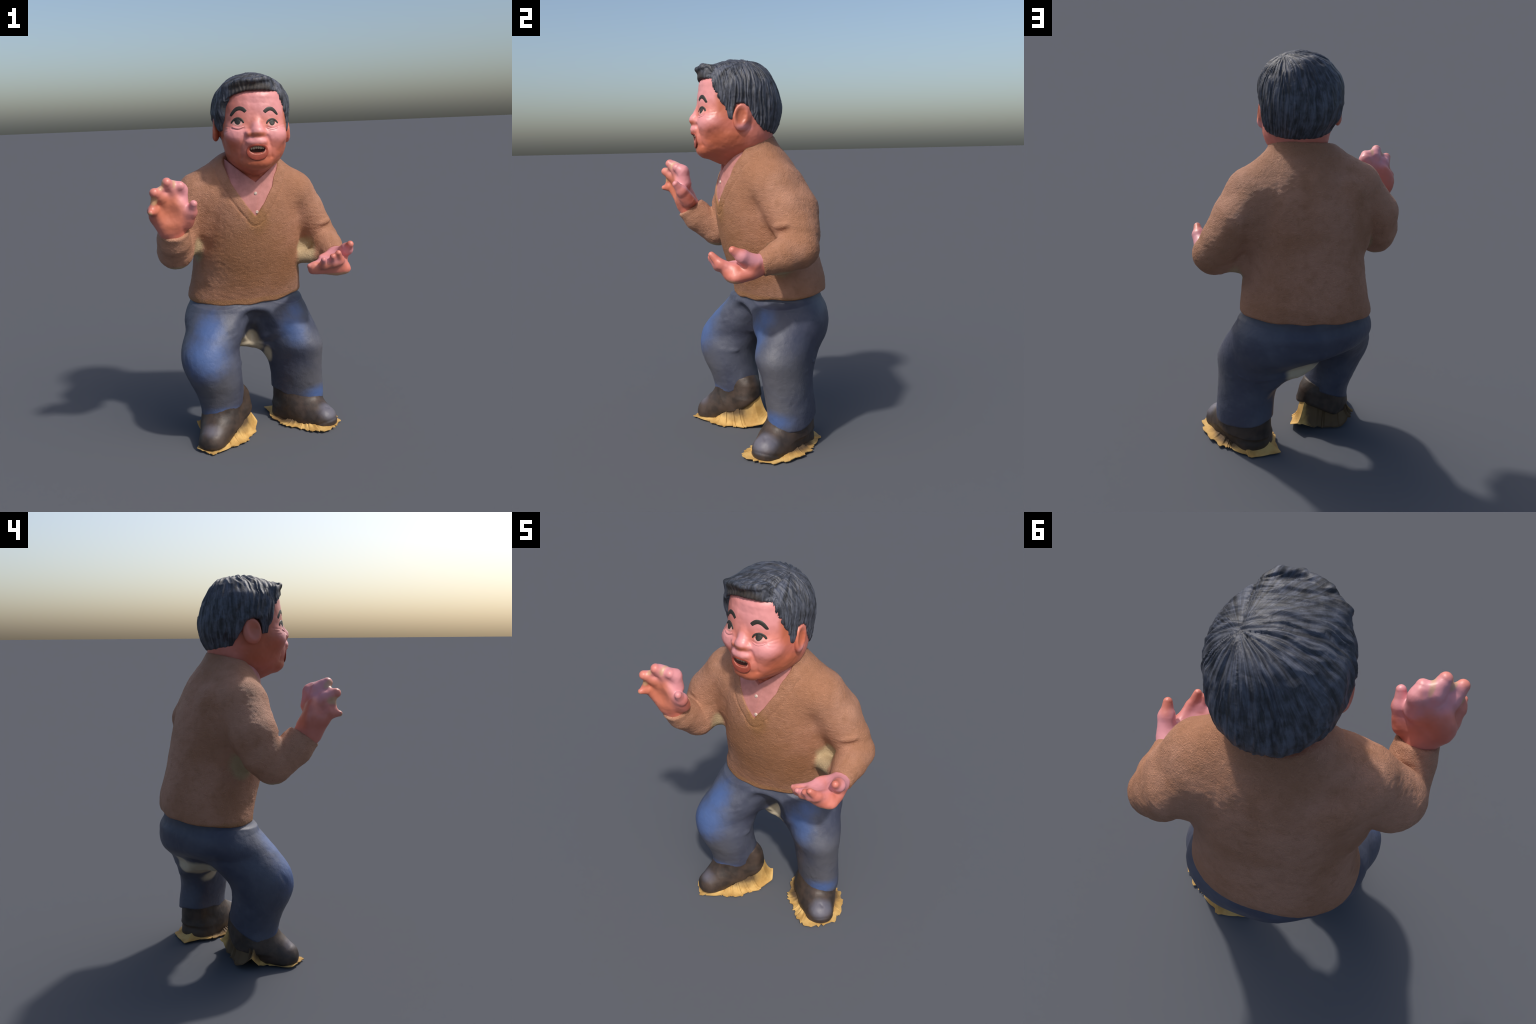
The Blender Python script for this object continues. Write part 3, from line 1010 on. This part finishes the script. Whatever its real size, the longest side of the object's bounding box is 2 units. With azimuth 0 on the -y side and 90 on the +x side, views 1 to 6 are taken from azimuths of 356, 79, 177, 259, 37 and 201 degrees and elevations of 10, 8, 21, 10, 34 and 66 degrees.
def jeans_folds(P):
    g = 0
    def crease(a, b, w, depth):
        a, b = np.array(a, float), np.array(b, float)
        ab = b - a
        t = np.clip((P - a) @ ab / (ab @ ab), 0, 1)
        e = np.linalg.norm(P - a - t[:, None] * ab, axis=1)
        return depth * np.exp(-((e / w) ** 2)) * np.sin(math.pi * np.clip(t, 0.1, 0.9))
    # pulls radiating from the crotch over the left thigh
    for k in range(3):
        g = g + crease((0.03, -0.09, 0.68 - 0.025 * k), (0.22, -0.06, 0.655 - 0.04 * k), 0.010, -0.007)
        g = g + crease((0.03, -0.09, 0.668 - 0.025 * k), (0.22, -0.06, 0.637 - 0.04 * k), 0.008, 0.005)
    g = g + crease((-0.03, -0.09, 0.66), (-0.20, -0.17, 0.64), 0.012, -0.006)
    g = g + crease((-0.03, -0.06, 0.62), (-0.16, -0.16, 0.60), 0.012, -0.006)
    # behind the right knee, hem wrinkles on the left shin
    g = g + crease((-0.06, 0.02, 0.44), (-0.13, -0.15, 0.43), 0.012, -0.006)
    g = g + crease((0.30, 0.02, 0.21), (0.38, 0.14, 0.27), 0.010, 0.005)
    g = g + crease((0.30, 0.02, 0.25), (0.38, 0.14, 0.30), 0.010, -0.004)
    g = g + crease((0.10, 0.30, 0.40), (0.36, 0.22, 0.42), 0.012, -0.006)
    g = g + crease((0.20, 0.30, 0.44), (0.30, 0.28, 0.455), 0.008, -0.007)
    g = g + crease((-0.43, -0.10, 0.63), (-0.40, -0.22, 0.42), 0.012, 0.006)
    g = g + crease((-0.43, 0.0, 0.40), (-0.42, -0.15, 0.36), 0.02, -0.006)
    return -g


def jeans_full(P):
    return jeans_field(P) + jeans_folds(P) * -1


V, Q = mesh_field(jeans_full, (-0.48, -0.31, 0.06), (0.43, 0.46, 0.84), 0.0055)
V = V + vnormals(V, Q) * (0.0025 * fbm(V, 8, 2, 41) + 0.0006 * fbm(V, 50, 2, 43))[:, None]
FC = V[Q].mean(1)
lab = np.zeros(len(Q), int)
low = FC[:, 2] < 0.60 + 0.10 * (FC[:, 1] < 0.1) * 0.5
lab[low & (FC[:, 0] < -0.025)] = 1
lab[low & (FC[:, 0] >= -0.025)] = 2
split(V, Q, lab, {0: ("hip", JEANS, None), 1: ("leg", JEANS, None), 2: ("leg", JEANS, None)})

# ----------------------------------------------------------------- shoes
def shoe_left(P):
    d = rcone(P, (0.250, 0.135, 0.085), (0.365, 0.015, 0.032), 0.115, 0.085)
    leg = np.maximum(rloft(P, LEG_L) + 0.004, P[:, 2] - 0.19)
    d = smin(d, leg, 0.03)
    d = smin(d, rcone(P, (0.195, 0.19, 0.03), (0.30, 0.08, 0.03), 0.108, 0.102), 0.03)
    d = smax(d, 0.008 - P[:, 2], 0.012)
    # toe-cap seam and the crease across the vamp
    e = np.abs((P - [0.395, -0.03, 0.04]) @ np.array([0.25, -0.25, -0.93]))
    d = d + 0.003 * np.exp(-((e / 0.006) ** 2))
    c = rcone(P, (0.385, -0.005, 0.115), (0.425, -0.005, 0.065), 0.0, 0.0)
    return d + 0.005 * np.exp(-((c / 0.008) ** 2))


def shoe_right(P):
    d = rcone(P, (-0.225, -0.085, 0.105), (-0.278, -0.195, 0.035), 0.110, 0.080)
    leg = np.maximum(rloft(P, LEG_R) + 0.003, P[:, 2] - 0.27)
    d = smin(d, leg, 0.03)
    d = smin(d, rcone(P, (-0.125, 0.0, 0.215), (-0.12, -0.005, 0.15), 0.068, 0.075), 0.03)
    sole = (0.010 + 0.80 * np.clip(((P[:, 0] + 0.155) * 0.56 + (P[:, 1] + 0.116) * 0.83), 0, 1)) - P[:, 2]
    return smax(d, sole * 0.8, 0.012)


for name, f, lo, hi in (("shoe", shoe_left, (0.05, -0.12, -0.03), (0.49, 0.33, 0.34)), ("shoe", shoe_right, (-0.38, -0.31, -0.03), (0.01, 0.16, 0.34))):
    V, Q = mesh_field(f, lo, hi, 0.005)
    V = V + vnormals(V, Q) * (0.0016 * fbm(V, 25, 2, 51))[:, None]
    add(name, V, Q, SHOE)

# torn sheets of ground that came along with the feet
def sheet(outline, centre, heights, inner, rim, seed):
    """a flared skirt: outline on the ground, torn edge, rising to the shoe"""
    pts = np.array(outline, float)
    c = np.array(centre)
    a = np.unwrap(np.arctan2(pts[:, 1] - c[1], pts[:, 0] - c[0]))
    order = np.argsort(a % (2 * math.pi))
    a, pts, h, inn, rim = a[order] % (2 * math.pi), pts[order], np.array(heights)[order], np.array(inner)[order], np.array(rim)[order]
    r = np.linalg.norm(pts - c, axis=1)
    wrap = lambda v: np.concatenate([v[-1:], v, v[:1]])
    aa = np.concatenate([[a[-1] - 2 * math.pi], a, [a[0] + 2 * math.pi]])
    n, rings = 420, 8
    g = np.random.default_rng(seed)
    th = np.linspace(0, 2 * math.pi, n, endpoint=False)
    R, H, I, Z0 = (np.interp(th, aa, wrap(v)) for v in (r, h, inn, rim))
    # torn edge: uneven teeth of a few centimetres
    knots = np.sort(g.uniform(0, 2 * math.pi, 90))
    saw = np.interp(th, np.concatenate([[knots[-1] - 2 * math.pi], knots, [knots[0] + 2 * math.pi]]), wrap(np.sign(g.uniform(-1, 1, 90)) * g.uniform(0.2, 1, 90)))
    R = R * (1 + 0.055 * saw) - 0.004
    zlip = Z0 + 0.007 + 0.005 * (1 + np.interp(th, np.linspace(0, 2 * math.pi, 20), np.append(g.uniform(-1, 1, 19), 0)))
    V, F = [], []
    for k in range(rings + 1):
        s = k / rings
        rr = R * (I + (1 - I) * s)
        z = zlip + (H - zlip) * (1 - s) ** 2.2
        V.append(np.stack([c[0] + rr * np.cos(th), c[1] + rr * np.sin(th), z], 1))
    for k in range(rings, -1, -1):
        v = V[k].copy()
        v[:, 2] = np.maximum(v[:, 2] - 0.004, 0.0)
        V.append(v)
    V = np.concatenate(V)
    m = 2 * (rings + 1)
    for k in range(m):
        kk = (k + 1) % m
        F += [(k * n + i, kk * n + i, kk * n + (i + 1) % n, k * n + (i + 1) % n) for i in range(n)]
    return add("torn_base", V, F, TAN, smooth=False)


sheet([(0.129, 0.025), (0.20, -0.03), (0.251, -0.066), (0.347, -0.118), (0.437, -0.052), (0.474, 0.03), (0.465, 0.07), (0.425, 0.170), (0.312, 0.268), (0.195, 0.335), (0.107, 0.307), (0.052, 0.29), (0.065, 0.20), (0.10, 0.09)],
      (0.275, 0.11), [0.05] * 8 + [0.08, 0.11, 0.11, 0.11, 0.08, 0.05], [0.55] * 14, [0.0] * 14, 3)
sheet([(-0.368, -0.215), (-0.277, -0.299), (-0.17, -0.222), (-0.06, -0.09), (-0.016, 0.01), (-0.018, 0.06), (-0.050, 0.108), (-0.12, 0.090), (-0.20, 0.074), (-0.28, 0.072), (-0.335, 0.04), (-0.365, -0.005), (-0.330, -0.05), (-0.318, -0.10), (-0.35, -0.16)],
      (-0.215, -0.10), [0.03, 0.03, 0.03, 0.09, 0.15, 0.17, 0.18, 0.17, 0.15, 0.13, 0.12, 0.12, 0.10, 0.06, 0.04], [0.6, 0.6, 0.6, 0.62, 0.70, 0.74, 0.76, 0.80, 0.80, 0.78, 0.75, 0.72, 0.75, 0.7, 0.6], [0, 0, 0, 0, 0, 0.01, 0.05, 0.02, 0, 0, 0.02, 0.07, 0.01, 0, 0], 5)

# ----------------------------------------------------------------- hands
# right hand raised, palm forward, fingers hooked toward the viewer
RF = {
    "thumb": [((-0.352, -0.278, 1.265), 0.038), ((-0.327, -0.315, 1.320), 0.032), ((-0.311, -0.350, 1.363), 0.019)],
    "finger0": [((-0.374, -0.295, 1.365), 0.038), ((-0.371, -0.303, 1.432), 0.034), ((-0.374, -0.334, 1.453), 0.025)],
    "finger1": [((-0.412, -0.308, 1.370), 0.040), ((-0.420, -0.330, 1.442), 0.035), ((-0.436, -0.370, 1.475), 0.025)],
    "finger2": [((-0.455, -0.315, 1.350), 0.040), ((-0.472, -0.350, 1.405), 0.035), ((-0.498, -0.394, 1.430), 0.023)],
    "finger3": [((-0.488, -0.320, 1.310), 0.038), ((-0.508, -0.360, 1.340), 0.030), ((-0.520, -0.405, 1.336), 0.014)],
}
LF = {
    "thumb": [((0.480, -0.055, 1.020), 0.040), ((0.500, -0.115, 1.055), 0.032), ((0.510, -0.160, 1.088), 0.018)],
    "finger0": [((0.452, -0.150, 0.985), 0.036), ((0.440, -0.210, 1.015), 0.025), ((0.428, -0.250, 1.060), 0.015)],
    "finger1": [((0.420, -0.160, 0.980), 0.034), ((0.405, -0.215, 1.005), 0.025), ((0.398, -0.248, 1.042), 0.015)],
    "finger2": [((0.385, -0.155, 0.978), 0.033), ((0.362, -0.210, 0.998), 0.024), ((0.350, -0.242, 1.026), 0.014)],
    "finger3": [((0.345, -0.140, 0.978), 0.032), ((0.308, -0.175, 0.982), 0.022), ((0.284, -0.182, 0.985), 0.013)],
}


def hand_right_palm(P):
    d = rcone(P, (-0.420, -0.255, 1.205), (-0.420, -0.285, 1.265), 0.064, 0.055)
    pal = ell(P, (-0.432, -0.295, 1.320), (0.100, 0.046, 0.098), rot("z", -18) @ rot("x", 14))
    d = smin(d, pal, 0.04)
    return smin(d, rcone(P, (-0.455, -0.295, 1.235), (-0.495, -0.322, 1.305), 0.044, 0.040), 0.03)


def hand_left_palm(P):
    d = rcone(P, (0.455, 0.01, 1.010), (0.450, -0.055, 1.000), 0.052, 0.050)
    pal = ell(P, (0.428, -0.100, 0.982), (0.088, 0.088, 0.048), rot("y", 18) @ rot("x", 6))
    d = smin(d, pal, 0.035)
    return smin(d, smin(ell(P, (0.432, -0.142, 0.962), (0.082, 0.050, 0.038), rot("y", 10)), rcone(P, (0.305, -0.165, 0.962), (0.43, -0.150, 0.958), 0.026, 0.032), 0.02), 0.025)


def hand_build(palm, fingers, lo, hi, hollow, webs):
    def f(P):
        fs = [chain(P, v, 0.012) for v in fingers.values()]
        d = fs[1]
        for e in fs[2:]:
            d = smin(d, e, 0.020)
        for a_, b_ in webs:  # clay bridging neighbouring fingers
            d = smin(d, rcone(P, a_, b_, 0.015, 0.015), 0.015)
        d = smin(d, fs[0], 0.012)
        d = smin(d, palm(P), 0.022)
        return smax(d, -ell(P, *hollow), 0.02)
    V, Q = mesh_field(f, lo, hi, 0.0035)
    V = V + vnormals(V, Q) * (0.0012 * fbm(V, 30, 2, 61))[:, None]
    FC = V[Q].mean(1)
    D = np.stack([palm(FC) - 0.004] + [chain(FC, v, 0.012) for v in fingers.values()], 1)
    lab = D.argmin(1)
    parts = {0: ("hand", HAND, None), 1: ("thumb", HAND, "h")}
    for k in range(4):
        parts[2 + k] = ("finger", HAND, "h")
    out = split(V, Q, lab, parts)
    for k, o in out.items():
        if k:
            o.parent = out[0]


hand_build(hand_right_palm, RF, (-0.57, -0.46, 1.11), (-0.27, -0.17, 1.54), ((-0.422, -0.390, 1.310), (0.050, 0.042, 0.065)), [((-0.432, -0.358, 1.466), (-0.492, -0.380, 1.428)), ((-0.375, -0.315, 1.455), (-0.428, -0.345, 1.472)), ((-0.496, -0.376, 1.416), (-0.514, -0.380, 1.350)), ((-0.490, -0.350, 1.395), (-0.505, -0.350, 1.355))])
hand_build(hand_left_palm, LF, (0.24, -0.30, 0.89), (0.57, 0.08, 1.14), ((0.40, -0.13, 1.055), (0.06, 0.075, 0.042)), [((0.43, -0.215, 1.005), (0.36, -0.212, 0.990)), ((0.36, -0.205, 0.985), (0.305, -0.175, 0.975))])
